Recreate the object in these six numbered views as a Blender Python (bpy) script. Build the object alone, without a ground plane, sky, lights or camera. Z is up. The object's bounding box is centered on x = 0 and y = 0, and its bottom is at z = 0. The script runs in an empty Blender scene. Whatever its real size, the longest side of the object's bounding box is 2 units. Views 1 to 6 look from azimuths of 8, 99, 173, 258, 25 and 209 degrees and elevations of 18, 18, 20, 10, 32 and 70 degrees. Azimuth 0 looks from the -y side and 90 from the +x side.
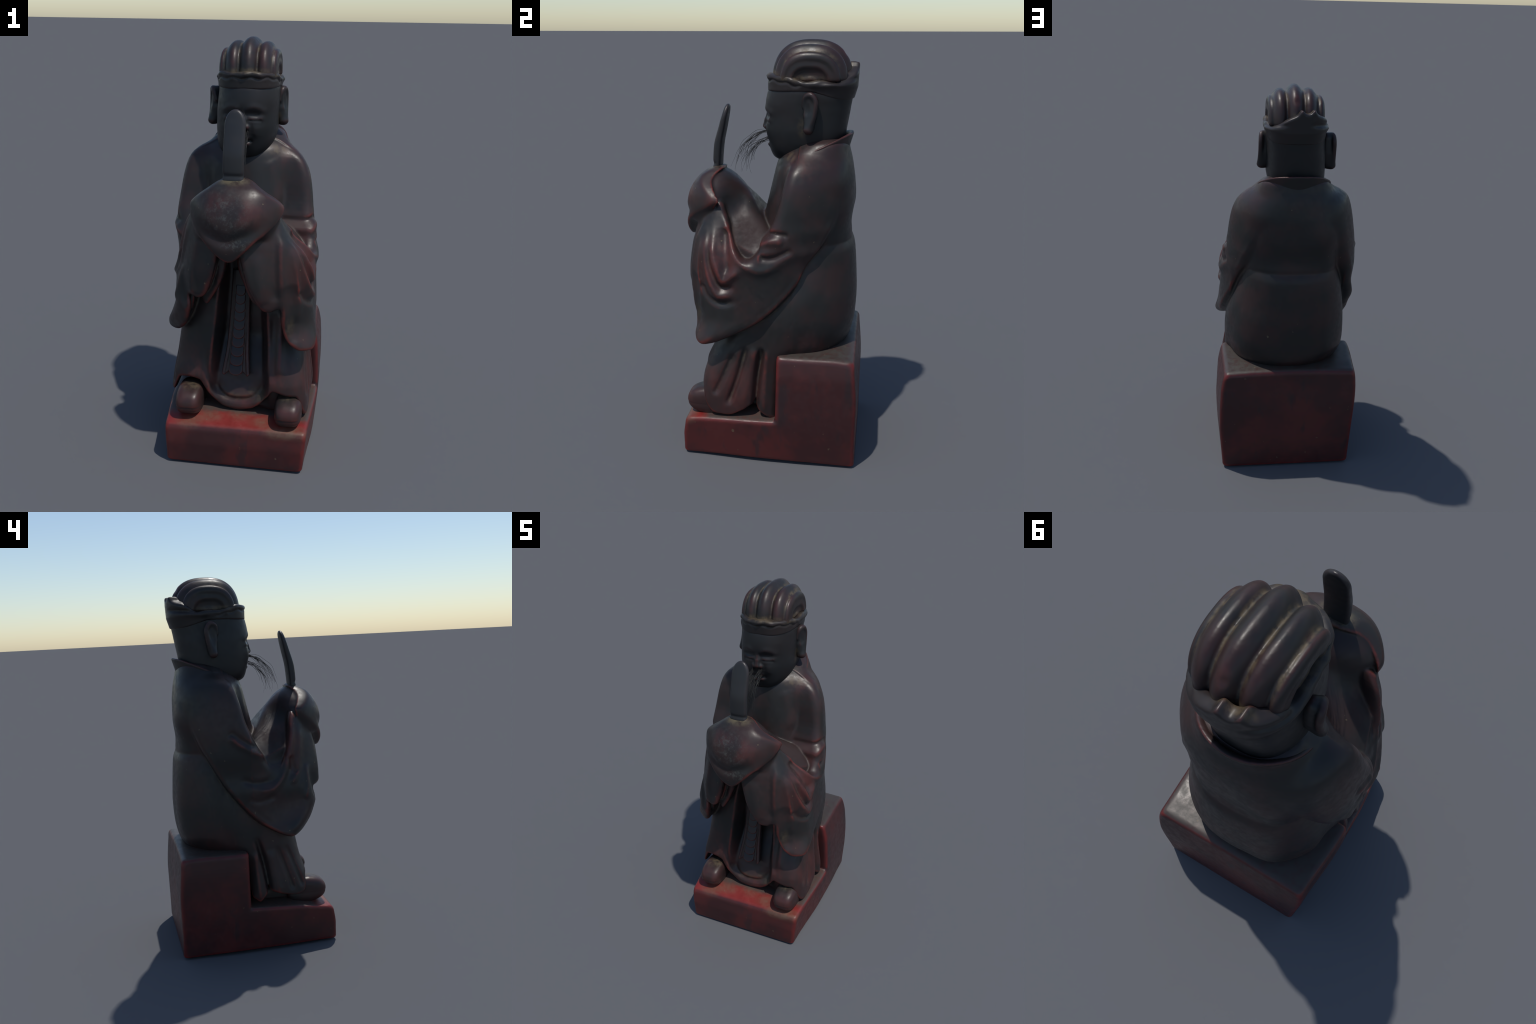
"""Seated scholar-official figure, black-and-red lacquer on carved wood.

Every part is sculpted as an implicit solid (lofts, extruded profiles, capsules,
smooth unions, fold ridges laid along curves) and skinned with surface nets.
Metres, z up, the figure faces -y.
"""
import bpy, math
import numpy as np

H = 0.005            # sculpting cell of the robe
rng = np.random.default_rng(7)
f4 = np.float32


# ------------------------------------------------------------------ field kit
class Box:
    """Lattice over a box; X, Y, Z broadcast against each other."""
    def __init__(s, lo, hi, h):
        s.lo, s.h = np.array(lo, float), h
        n = [int(math.ceil((b - a) / h)) + 1 for a, b in zip(lo, hi)]
        ax = [(l + h * np.arange(k)).astype(f4) for l, k in zip(lo, n)]
        s.X, s.Y, s.Z = ax[0][:, None, None], ax[1][None, :, None], ax[2][None, None, :]
        s.n = n


def smin(a, b, k):
    h = np.clip(0.5 + 0.5 * (b - a) / k, 0, 1)
    return b + (a - b) * h - k * h * (1 - h)


def smax(a, b, k):
    return -smin(-a, -b, k)


def sstep(a, b, x):
    t = np.clip((x - a) / (b - a), 0, 1)
    return t * t * (3 - 2 * t)


def curve(xs, ys, x):
    """Monotone cubic through a few control values."""
    xs, ys = np.asarray(xs, float), np.asarray(ys, float)
    d = np.diff(ys) / np.diff(xs)
    m = np.zeros(len(xs))
    m[0], m[-1] = d[0], d[-1]
    for i in range(1, len(xs) - 1):
        if d[i - 1] * d[i] > 0:
            m[i] = 2 * d[i - 1] * d[i] / (d[i - 1] + d[i])
    xc = np.clip(x, xs[0], xs[-1])
    i = np.clip(np.searchsorted(xs, xc, side='right') - 1, 0, len(xs) - 2)
    w = xs[i + 1] - xs[i]
    t = (xc - xs[i]) / w
    return ((2*t**3 - 3*t**2 + 1) * ys[i] + (t**3 - 2*t**2 + t) * w * m[i]
            + (3*t**2 - 2*t**3) * ys[i + 1] + (t**3 - t**2) * w * m[i + 1]).astype(f4)


def spline(pts, n=6, closed=False):
    """Catmull-Rom refinement of a control polygon (any dimension)."""
    p = np.asarray(pts, float)
    k = len(p)
    out = []
    for i in range(k if closed else k - 1):
        g = lambda j: p[j % k] if closed else p[min(max(j, 0), k - 1)]
        a, b, c, d = g(i - 1), g(i), g(i + 1), g(i + 2)
        for t in np.arange(n) / n:
            out.append(0.5 * (2*b + (c - a)*t + (2*a - 5*b + 4*c - d)*t*t + (3*b - a - 3*c + d)*t**3))
    if not closed:
        out.append(p[-1])
    return np.array(out)


def seg2(A, B, pts):
    """Distance to an open 2D polyline."""
    best = None
    for p, q in zip(pts[:-1], pts[1:]):
        e = q - p
        t = np.clip(((A - p[0]) * e[0] + (B - p[1]) * e[1]) / max(e @ e, 1e-12), 0, 1)
        d = (A - p[0] - t * e[0]) ** 2 + (B - p[1] - t * e[1]) ** 2
        best = d if best is None else np.minimum(best, d)
    return np.sqrt(best).astype(f4)


def poly(A, B, ctrl, n=5):
    """Signed distance to a closed smooth profile."""
    p = spline(ctrl, n, True)
    d = seg2(A, B, np.vstack([p, p[:1]]))
    ins = np.zeros(np.broadcast(A, B).shape, bool)
    for (x0, y0), (x1, y1) in zip(p, np.roll(p, -1, 0)):
        if y0 != y1:
            c = (B < y0) != (B < y1)
            ins ^= c & (A < (x1 - x0) * (B - y0) / (y1 - y0) + x0)
    return np.where(ins, -d, d)


def loft(b, rows, n=2.3, kcap=0.02):
    """Stack of superellipse sections: z, cx, cy, rx, y_front, y_back."""
    r = np.array(rows, float)
    z = b.Z
    cx, cy, rx, yf, yb = (curve(r[:, 0], r[:, i], z) for i in range(1, 6))
    u = np.abs(b.X - cx) / rx
    v = np.where(b.Y < cy, (cy - b.Y) / (cy - yf), (b.Y - cy) / (yb - cy))
    s = np.minimum(np.minimum(rx, yb - cy), cy - yf)
    d = ((u ** n + v ** n) ** (1 / n) - 1) * s
    return smax(d, np.maximum(r[0, 0] - z, z - r[-1, 0]), kcap)


def ball(b, c, r):
    r = np.broadcast_to(np.asarray(r, float), 3)
    q = np.sqrt(((b.X - c[0]) / r[0])**2 + ((b.Y - c[1]) / r[1])**2 + ((b.Z - c[2]) / r[2])**2)
    return (q - 1) * r.min()


def tube(b, pts, rad, squash=(1, 1, 1)):
    """Capsule chain with a radius per point; squash stretches space per axis."""
    pts = np.asarray(pts, float)
    rad = np.broadcast_to(np.asarray(rad, float), len(pts))
    out = None
    sx, sy, sz = squash
    for p, q, r0, r1 in zip(pts[:-1], pts[1:], rad[:-1], rad[1:]):
        e = (q - p) / squash
        ax, ay, az = (b.X - p[0]) / sx, (b.Y - p[1]) / sy, (b.Z - p[2]) / sz
        t = np.clip((ax*e[0] + ay*e[1] + az*e[2]) / max(e @ e, 1e-12), 0, 1)
        d = np.sqrt((ax - t*e[0])**2 + (ay - t*e[1])**2 + (az - t*e[2])**2) - (r0 + (r1 - r0) * t)
        out = d if out is None else smin(out, d, 0.006)
    return out


def smooth_tube(b, pts, rad):
    p = spline([(*q, r) for q, r in zip(pts, rad)], 5)
    out = None
    for a, c in zip(p[:-1], p[1:]):
        d = tube(b, [a[:3], c[:3]], [a[3], c[3]])
        out = d if out is None else np.minimum(out, d)
    return out


def ridge(A, B, ctrl, amp, w, taper=0.22):
    """Gaussian fold profile along a smooth 2D line, dying out at both ends (negative amp: groove)."""
    p = spline(ctrl, 4)
    best, at, n = None, None, len(p) - 1
    for k, (a, c) in enumerate(zip(p[:-1], p[1:])):
        e = c - a
        t = np.clip(((A - a[0]) * e[0] + (B - a[1]) * e[1]) / max(e @ e, 1e-12), 0, 1)
        d = (A - a[0] - t * e[0]) ** 2 + (B - a[1] - t * e[1]) ** 2
        u = (k + t) / n
        if best is None:
            best, at = d, u
        else:
            at = np.where(d < best, u, at)
            best = np.minimum(best, d)
    fade = sstep(0.0, taper, np.minimum(at, 1 - at)) if taper else 1.0
    return (amp * np.exp(-best / (w * w)) * fade).astype(f4)


# ------------------------------------------------------------------ skinning
def surface_nets(F, b):
    F = np.ascontiguousarray(F, f4)
    ins = F < 0
    n = np.array(F.shape)
    c = np.zeros(n - 1, np.uint8)
    for i in range(2):
        for j in range(2):
            for k in range(2):
                c += ins[i:n[0]-1+i, j:n[1]-1+j, k:n[2]-1+k]
    act = np.argwhere((c > 0) & (c < 8))
    idx = -np.ones(n - 1, np.int64)
    idx[tuple(act.T)] = np.arange(len(act))
    corner = np.array([(i, j, k) for i in range(2) for j in range(2) for k in range(2)])
    val = np.stack([F[tuple((act + o).T)] for o in corner], 1)
    acc = np.zeros((len(act), 3))
    cnt = np.zeros(len(act))
    for p in range(8):
        for q in range(p + 1, 8):
            if np.abs(corner[p] - corner[q]).sum() != 1:
                continue
            a, d = val[:, p], val[:, q]
            x = (a < 0) != (d < 0)
            t = a[x] / (a[x] - d[x])
            acc[x] += corner[p] + t[:, None] * (corner[q] - corner[p])
            cnt[x] += 1
    V = b.lo + b.h * (act + acc / cnt[:, None])
    faces = []
    for ax in range(3):
        s0 = [slice(1, -1)] * 3
        s1 = [slice(1, -1)] * 3
        s0[ax], s1[ax] = slice(0, -1), slice(1, None)
        A, B = ins[tuple(s0)], ins[tuple(s1)]
        e = np.argwhere(A != B)
        off = np.ones(3, int)
        off[ax] = 0
        e = e + off
        flip = ins[tuple(e.T)]
        u, v = [(1, 2), (2, 0), (0, 1)][ax]
        du, dv = np.eye(3, dtype=int)[u], np.eye(3, dtype=int)[v]
        q = np.stack([idx[tuple((e - du - dv).T)], idx[tuple((e - dv).T)],
                      idx[tuple(e.T)], idx[tuple((e - du).T)]], 1)
        q[~flip] = q[~flip][:, ::-1]
        faces.append(q)
    return V, np.vstack(faces)


def relax(V, Q, it=3):
    """Taubin smoothing: takes the lattice grain off without shrinking."""
    E = np.vstack([Q[:, [0, 1]], Q[:, [1, 2]], Q[:, [2, 3]], Q[:, [3, 0]]])
    n = np.bincount(E.ravel(), minlength=len(V))[:, None]
    for _ in range(it):
        for lam in (0.55, -0.57):
            S = np.zeros_like(V)
            for c in range(3):
                S[:, c] = (np.bincount(E[:, 0], V[E[:, 1], c], len(V))
                           + np.bincount(E[:, 1], V[E[:, 0], c], len(V)))
            V = V + lam * (S / n - V)
    return V


def add_mesh(name, V, Q, mat, normals=None):
    me = bpy.data.meshes.new(name)
    me.vertices.add(len(V))
    me.vertices.foreach_set("co", np.asarray(V, f4).ravel())
    me.loops.add(Q.size)
    me.loops.foreach_set("vertex_index", Q.ravel().astype(np.int32))
    me.polygons.add(len(Q))
    me.polygons.foreach_set("loop_start", (np.arange(len(Q)) * Q.shape[1]).astype(np.int32))
    me.polygons.foreach_set("use_smooth", np.ones(len(Q), bool))
    me.update(calc_edges=True)
    me.validate()
    if normals is not None:
        me.normals_split_custom_set_from_vertices([tuple(v) for v in normals])
    me.materials.append(mat)
    o = bpy.data.objects.new(name, me)
    bpy.context.collection.objects.link(o)
    o.parent = ROOT
    return o


def solid(name, F, b, mat, it=3):
    V, Q = surface_nets(F, b)
    return add_mesh(name, relax(V, Q, it), Q, mat)


def vert_normals(V, Q):
    fn = np.cross(V[Q[:, 2]] - V[Q[:, 0]], V[Q[:, 3]] - V[Q[:, 1]])
    N = np.zeros_like(V)
    for k in range(4):
        for c in range(3):
            N[:, c] += np.bincount(Q[:, k], fn[:, c], len(V))
    return N / np.maximum(np.linalg.norm(N, axis=1, keepdims=True), 1e-12)


# ------------------------------------------------------------------ materials
class Nodes:
    def __init__(s, name):
        s.m = bpy.data.materials.new(name)
        s.m.use_nodes = True
        s.t = s.m.node_tree
        s.bsdf = s.t.nodes["Principled BSDF"]
        s.co = s.t.nodes.new("ShaderNodeTexCoord").outputs["Object"]
        s.geo = s.t.nodes.new("ShaderNodeNewGeometry")

    def set(s, sock, v):
        if isinstance(v, bpy.types.NodeSocket):
            s.t.links.new(v, sock)
        else:
            sock.default_value = v

    def noise(s, scale, detail=4, rough=0.55, stretch=(1, 1, 1), dist=0.0):
        mp = s.t.nodes.new("ShaderNodeMapping")
        s.set(mp.inputs["Vector"], s.co)
        mp.inputs["Scale"].default_value = stretch
        n = s.t.nodes.new("ShaderNodeTexNoise")
        s.set(n.inputs["Vector"], mp.outputs[0])
        n.inputs["Scale"].default_value = scale
        n.inputs["Detail"].default_value = detail
        n.inputs["Roughness"].default_value = rough
        n.inputs["Distortion"].default_value = dist
        return n.outputs[0]

    def ramp(s, v, a, b, lo=0.0, hi=1.0):
        n = s.t.nodes.new("ShaderNodeMapRange")
        n.interpolation_type = 'SMOOTHSTEP'
        s.set(n.inputs["Value"], v)
        for k, x in zip(("From Min", "From Max", "To Min", "To Max"), (a, b, lo, hi)):
            n.inputs[k].default_value = x
        return n.outputs[0]

    def math(s, op, a, b=0.0):
        n = s.t.nodes.new("ShaderNodeMath")
        n.operation = op
        s.set(n.inputs[0], a)
        s.set(n.inputs[1], b)
        return n.outputs[0]

    def mul(s, a, b):
        return s.math('MULTIPLY', a, b)

    def mix(s, fac, a, b):
        n = s.t.nodes.new("ShaderNodeMix")
        n.data_type = 'RGBA'
        s.set(n.inputs[0], fac)
        for k, v in ((6, a), (7, b)):
            s.set(n.inputs[k], v if isinstance(v, bpy.types.NodeSocket) else (*v, 1))
        return n.outputs[2]

    def axis(s, k):
        n = s.t.nodes.new("ShaderNodeSeparateXYZ")
        s.set(n.inputs[0], s.co)
        return n.outputs[k]

    def blob(s, c, r):
        """1 inside an ellipsoid around c, fading to 0 at its rim."""
        mp = s.t.nodes.new("ShaderNodeMapping")
        mp.vector_type = 'TEXTURE'
        s.set(mp.inputs["Vector"], s.co)
        mp.inputs["Location"].default_value = c
        mp.inputs["Scale"].default_value = r
        l = s.t.nodes.new("ShaderNodeVectorMath")
        l.operation = 'LENGTH'
        s.set(l.inputs[0], mp.outputs[0])
        return s.ramp(l.outputs["Value"], 1.0, 0.25)

    def point(s):
        return s.geo.outputs["Pointiness"]

    def upward(s):
        n = s.t.nodes.new("ShaderNodeSeparateXYZ")
        s.set(n.inputs[0], s.geo.outputs["Normal"])
        return s.ramp(n.outputs[2], 0.6, 0.95)

    def done(s, colour, rough, bump=None, strength=0.1, spec=0.4):
        s.set(s.bsdf.inputs["Base Color"], colour)
        s.set(s.bsdf.inputs["Roughness"], rough)
        s.bsdf.inputs["Specular IOR Level"].default_value = spec
        if bump is not None:
            n = s.t.nodes.new("ShaderNodeBump")
            n.inputs["Strength"].default_value = strength
            n.inputs["Distance"].default_value = 0.004
            s.set(n.inputs["Height"], bump)
            s.set(s.bsdf.inputs["Normal"], n.outputs[0])
        return s.m


BLACK, BROWN = (0.0180, 0.0165, 0.0163), (0.040, 0.0185, 0.0175)
WORN, DUST = (0.16, 0.027, 0.018), (0.115, 0.085, 0.048)


def lacquer(name, brown=0.75, wear=0.85, dust=0.45, black=BLACK, wear_at=(0.505, 0.530),
            dust_at=(0.494, 0.465), rough=0.42, extra=None, rubbed=(), settled=()):
    n = Nodes(name)
    broad = n.noise(5.0, 4, 0.6)
    fine = n.noise(38.0, 4, 0.6)
    grain = n.noise(160.0, 3, 0.5)
    c = n.mix(n.ramp(broad, 0.40, 0.63, 0, brown), black, BROWN)
    c = n.mix(n.mul(n.ramp(fine, 0.6, 0.8), 0.25), c, (0.034, 0.034, 0.033))
    w = n.mul(n.ramp(n.point(), *wear_at), n.ramp(n.noise(9.0, 5, 0.65), 0.36, 0.56, 0.1, wear))
    c = n.mix(w, c, n.mix(fine, (0.11, 0.022, 0.018), WORN))
    streak = n.ramp(n.noise(11.0, 5, 0.62, (1, 1, 0.45)), 0.40, 0.64, 0.15, 1.0)
    for centre, radii, amount in rubbed:
        c = n.mix(n.mul(n.mul(n.blob(centre, radii), streak), amount), c, (0.090, 0.024, 0.021))
    for centre, radii, amount in settled:
        c = n.mix(n.mul(n.mul(n.blob(centre, radii), n.ramp(fine, 0.36, 0.62, 0.15, 1.0)), amount), c, DUST)
    d = n.mul(n.ramp(n.point(), *dust_at), n.ramp(n.noise(22.0, 5, 0.7), 0.40, 0.62, 0.1, dust))
    c = n.mix(d, c, n.mix(n.ramp(fine, 0.35, 0.75), (0.045, 0.042, 0.033), DUST))
    if extra:
        c = extra(n, c, fine)
    dull = n.math('ADD', n.blob((0.20, -0.12, 1.11), (0.14, 0.14, 0.16)), n.blob((-0.21, -0.12, 1.11), (0.14, 0.14, 0.16)))
    r = n.math('ADD', n.ramp(fine, 0.3, 0.7, rough - 0.06, rough + 0.08), n.math('ADD', n.mul(d, 0.3), n.mul(dull, 0.35)))
    return n.done(c, r, n.math('ADD', n.noise(60.0, 4), n.mul(grain, 0.25)), 0.05)


def specks(n, c, fine):
    s = n.ramp(n.noise(46.0, 2, 0.4), 0.765, 0.785)
    return n.mix(n.mul(s, 0.7), c, (0.13, 0.10, 0.06))


def scuffed(n, c, fine):
    """Grey bloom rubbed into the lacquer on the front of the cloth."""
    patch = n.mul(n.blob((-0.035, -0.40, 1.27), (0.16, 0.2, 0.14)), n.ramp(n.noise(42.0, 6, 0.75), 0.46, 0.66))
    c = n.mix(n.mul(patch, 0.75), c, (0.066, 0.064, 0.06))
    edge = n.mul(n.blob((0.03, -0.42, 1.14), (0.12, 0.1, 0.04)), n.ramp(n.noise(70.0, 4, 0.7), 0.50, 0.58))
    c = n.mix(n.mul(edge, 0.7), c, (0.06, 0.06, 0.055))
    top = n.mul(n.blob((-0.02, -0.31, 1.405), (0.11, 0.08, 0.035)), n.ramp(fine, 0.3, 0.6))
    return n.mix(n.mul(top, 0.8), specks(n, c, fine), (0.12, 0.10, 0.06))


def red_lacquer(name):
    n = Nodes(name)
    broad = n.noise(4.0, 5, 0.6)
    fine = n.noise(30.0, 5, 0.65)
    streak = n.noise(9.0, 4, 0.6, (1, 1, 0.35))
    c = n.mix(n.ramp(broad, 0.38, 0.64), (0.044, 0.0135, 0.0140), (0.082, 0.017, 0.016))
    c = n.mix(n.mul(n.ramp(streak, 0.58, 0.68), 0.6), c, (0.020, 0.016, 0.018))
    w = n.mul(n.ramp(n.point(), 0.504, 0.535), n.ramp(n.noise(12.0, 4), 0.3, 0.55, 0.45, 0.95))
    c = n.mix(w, c, (0.17, 0.016, 0.014))
    # the bare front of the foot step is bright red, dusty towards the feet
    low = n.mul(n.upward(), n.ramp(n.axis(2), 0.30, 0.26))
    c = n.mix(n.mul(low, n.ramp(fine, 0.2, 0.7, 0.8, 1.0)), c, (0.20, 0.020, 0.017))
    top = n.mul(n.upward(), n.ramp(n.axis(2), 0.5, 0.52))
    c = n.mix(n.mul(top, n.ramp(fine, 0.3, 0.6, 0.5, 0.95)), c, (0.052, 0.045, 0.038))
    shore = n.math('ADD', n.axis(1), n.mul(n.math('SUBTRACT', n.noise(12.0, 5, 0.6), 0.5), 0.09))
    ledge = n.mul(low, n.ramp(shore, -0.335, -0.285))
    c = n.mix(n.mul(ledge, n.ramp(fine, 0.3, 0.6, 0.75, 0.95)), c, (0.060, 0.054, 0.046))
    for x, y in ((-0.12, -0.33), (0.14, -0.345), (0.02, -0.315), (0.30, -0.385), (-0.22, -0.37), (0.22, -0.40)):
        m = n.mul(n.blob((x, y, 0.205), (0.10, 0.055, 0.05)), n.ramp(fine, 0.30, 0.65, 0.35, 0.85))
        c = n.mix(n.mul(m, 0.8), c, (0.12, 0.082, 0.052))
    s = n.ramp(n.noise(40.0, 2, 0.4), 0.75, 0.775)
    c = n.mix(n.mul(s, 0.6), c, (0.13, 0.09, 0.055))
    return n.done(c, n.ramp(fine, 0.3, 0.7, 0.36, 0.52), n.noise(45.0, 4), 0.06)


# ------------------------------------------------------------------ the thing
ROOT = bpy.data.objects.new("seated_figure_statue", None)
bpy.context.collection.objects.link(ROOT)
ROOT["label"] = "dark lacquered wooden statue of a seated scholar holding a tablet"
ROOT["category"] = "statue"

# places where hands and cloths rubbed the black down to the red ground, and where dust settled
RUBBED = [((0.30, -0.22, 1.02), (0.12, 0.17, 0.24), 0.75), ((0.27, 0.0, 1.09), (0.10, 0.12, 0.08), 0.55), ((0.22, 0.12, 1.45), (0.13, 0.16, 0.10), 0.6),
          ((-0.26, -0.20, 1.08), (0.09, 0.13, 0.22), 0.6), ((-0.27, -0.02, 1.0), (0.12, 0.14, 0.14), 0.4), ((-0.22, -0.27, 0.42), (0.18, 0.10, 0.20), 0.75),
          ((0.20, -0.30, 0.40), (0.22, 0.12, 0.20), 0.65), ((0.33, -0.12, 0.36), (0.08, 0.26, 0.24), 0.5), ((0.0, -0.29, 0.27), (0.24, 0.08, 0.08), 0.6),
          ((0.29, -0.36, 0.66), (0.16, 0.12, 0.10), 0.35), ((-0.20, 0.20, 0.62), (0.22, 0.25, 0.14), 0.35), ((0.22, 0.18, 0.60), (0.20, 0.25, 0.12), 0.4)]
SETTLED = [((0.20, -0.05, 1.06), (0.06, 0.05, 0.06), 0.3), ((-0.22, -0.06, 1.05), (0.06, 0.05, 0.05), 0.3), ((0.13, 0.08, 1.475), (0.07, 0.07, 0.035), 0.5),
           ((0.10, -0.29, 0.335), (0.10, 0.06, 0.05), 0.45), ((-0.03, -0.28, 0.31), (0.09, 0.06, 0.03), 0.4), ((0.26, -0.36, 0.74), (0.03, 0.06, 0.07), 0.35)]
M_ROBE = lacquer("robe_lacquer", extra=specks, rubbed=RUBBED, settled=SETTLED)
M_CLOTH = lacquer("cloth_lacquer", dust=0.25, rubbed=[((0.06, -0.41, 1.28), (0.16, 0.12, 0.09), 0.6), ((-0.09, -0.40, 1.30), (0.12, 0.12, 0.09), 0.45), ((0.20, -0.27, 1.27), (0.06, 0.08, 0.06), 0.6), ((-0.20, -0.22, 1.12), (0.1, 0.12, 0.16), 0.4)], brown=0.6, extra=scuffed)
M_SKIN = lacquer("skin_lacquer", settled=[((0.125, 0.13, 1.61), (0.025, 0.03, 0.06), 0.4)], brown=0.15, wear=0.25, dust=0.15, black=(0.0135, 0.0145, 0.0155), rough=0.45)
M_HAT = lacquer("hat_lacquer", rubbed=[((x, y, z), (0.03, 0.07, 0.06), 0.55) for x, y, z in ((-0.075, 0.0, 1.91), (0.065, 0.01, 1.90), (-0.005, 0.30, 1.93), (0.10, 0.10, 1.92), (-0.08, 0.29, 1.92), (-0.13, 0.12, 1.92))],
                settled=[((gx, 0.15, 1.94), (0.012, 0.21, 0.13), 0.75) for gx in (-0.053, 0.034, -0.124, 0.098)] + [((-0.012, 0.0, 1.845), (0.15, 0.08, 0.025), 0.75), ((-0.05, 0.34, 1.868), (0.10, 0.05, 0.03), 0.8), ((0.12, 0.12, 1.83), (0.05, 0.16, 0.02), 0.6), ((-0.15, 0.12, 1.83), (0.05, 0.16, 0.02), 0.6)], brown=0.7, wear=0.45, dust=0.95, wear_at=(0.506, 0.54), dust_at=(0.495, 0.455))
M_BAND = lacquer("hat_band_lacquer", settled=[((-0.012, -0.04, 1.848), (0.15, 0.09, 0.016), 0.7), ((0.13, 0.12, 1.828), (0.05, 0.2, 0.018), 0.6), ((-0.16, 0.12, 1.828), (0.05, 0.2, 0.018), 0.45), ((-0.055, 0.335, 1.885), (0.09, 0.03, 0.03), 0.6)], brown=0.25, wear=0.30, dust=0.9, wear_at=(0.520, 0.56), dust_at=(0.494, 0.455))
M_TABLET = lacquer("tablet_lacquer", brown=0.1, wear=0.05, dust=0.2, black=(0.024, 0.025, 0.027), rough=0.4)
M_SHOE = lacquer("shoe_lacquer", rubbed=[((0.26, -0.38, 0.28), (0.09, 0.08, 0.08), 0.6), ((-0.23, -0.37, 0.28), (0.09, 0.08, 0.08), 0.6)], settled=[((0.26, -0.30, 0.35), (0.08, 0.06, 0.025), 0.6), ((-0.23, -0.29, 0.36), (0.08, 0.06, 0.025), 0.6)], brown=1.0, wear=0.9, dust=0.6, wear_at=(0.504, 0.53))
M_SASH = lacquer("sash_lacquer", rubbed=[((-0.005, -0.26, 0.50), (0.10, 0.10, 0.20), 0.8)], brown=0.8, wear=0.6, dust=0.5, wear_at=(0.512, 0.55))
M_COLLAR = lacquer("collar_lacquer", wear=0.6, wear_at=(0.515, 0.56), settled=[((0.13, 0.10, 1.48), (0.08, 0.12, 0.05), 0.55)])
M_RED = red_lacquer("red_lacquer")


# ---- pedestal: stepped block, profile in the side view
def build_pedestal():
    b = Box((-0.39, -0.46, -0.03), (0.39, 0.46, 0.60), 0.006)
    x, y, z = b.X, b.Y, b.Z
    # the foot step tilts; its far corner stands highest
    side_r = curve([-0.42, -0.30, 0.06], [0.206, 0.219, 0.236], y)
    side_l = curve([-0.42, -0.33, -0.17, 0.06], [0.198, 0.214, 0.240, 0.256], y)
    step = side_l + (side_r - side_l) * sstep(-0.34, 0.34, x) + 0.016 * sstep(0.34, 0.20, np.abs(x)) * sstep(-0.41, -0.30, y)
    seat = 0.562 + 0.012 * np.cos(x * 4.4) - 0.006 * sstep(0.3, 0.41, y)
    low = smax(z - step, -(y + 0.420 - 0.012 * sstep(0.1, 0.2, z)), 0.03)
    wall = -(y - 0.052 + 0.02 * x)
    high = smax(z - seat, wall, 0.02)
    d = smin(low, high, 0.012)
    d = smax(d, y - (0.433 - 0.018 * sstep(0.3, 0.58, z)), 0.03)
    xr = curve([0.0, 0.25, 0.45, 0.57], [0.362, 0.378, 0.370, 0.346], z) - 0.020 * sstep(0.0, -0.42, y) - 0.008 * sstep(0.1, 0.42, y)
    xl = curve([0.0, 0.25, 0.45, 0.57], [0.345, 0.362, 0.372, 0.364], z) - 0.020 * sstep(-0.1, -0.42, y) - 0.020 * sstep(0.1, 0.42, y)
    d = smax(d, x - xr, 0.024)
    d = smax(d, -x - xl, 0.024)
    under = 0.012 * np.cos(y * 3.6) * (1 - 0.4 * np.cos(x * 4)) * 0.9
    d = smax(d, under + 0.004 - z, 0.016)
    d = d + 0.0012 * np.sin(9 * x + 2) * np.sin(8 * y + 1) * np.sin(11 * z)
    o = solid("pedestal", d, b, M_RED, 4)
    return o


build_pedestal()


# ---- robe: torso, skirt, two sleeves and the cloth over the hands, one skin
SIDE = {   # sleeve outline seen from the side (y, z)
    1: [(0.16, 1.485), (0.25, 1.46), (0.315, 1.39), (0.325, 1.31), (0.291, 1.198), (0.221, 1.058), (0.105, 0.878),
        (-0.049, 0.729), (-0.207, 0.636), (-0.30, 0.606), (-0.38, 0.600), (-0.47, 0.62), (-0.48, 0.882),
        (-0.47, 1.08), (-0.40, 1.19), (-0.31, 1.25), (-0.270, 1.272), (-0.238, 1.266), (-0.208, 1.173),
        (-0.168, 1.08), (-0.11, 1.022), (-0.055, 1.06), (-0.012, 1.138), (0.033, 1.236), (0.062, 1.36), (0.092, 1.45)],
    -1: [(0.16, 1.487), (0.25, 1.46), (0.312, 1.385), (0.325, 1.30), (0.295, 1.20), (0.234, 1.065), (0.142, 0.903),
         (0.011, 0.741), (-0.109, 0.657), (-0.19, 0.622), (-0.25, 0.615), (-0.36, 0.61), (-0.46, 0.63),
         (-0.48, 0.9), (-0.46, 1.08), (-0.40, 1.17), (-0.32, 1.235), (-0.27, 1.262), (-0.235, 1.262),
         (-0.205, 1.122), (-0.165, 1.04), (-0.11, 1.01), (-0.06, 1.05), (-0.015, 1.138), (0.03, 1.236), (0.06, 1.36), (0.09, 1.44)],
}
FRONT = {  # sleeve outline seen from the front (|x|, z), inner edge first
    1: [(0.0, 1.30), (0.014, 1.11), (0.043, 1.0), (0.068, 0.925), (0.122, 0.83), (0.168, 0.812), (0.210, 0.822), (0.216, 0.75),
        (0.238, 0.67), (0.29, 0.618), (0.345, 0.600), (0.40, 0.60), (0.48, 0.8), (0.48, 1.5), (0.2, 1.55), (0.05, 1.5)],
    -1: [(0.02, 1.30), (0.045, 1.17), (0.070, 1.08), (0.100, 0.955), (0.13, 0.882), (0.17, 0.856), (0.215, 0.858), (0.210, 0.795),
         (0.24, 0.70), (0.29, 0.635), (0.34, 0.615), (0.42, 0.60), (0.48, 0.8), (0.48, 1.5), (0.2, 1.55), (0.05, 1.5)],
}
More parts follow.
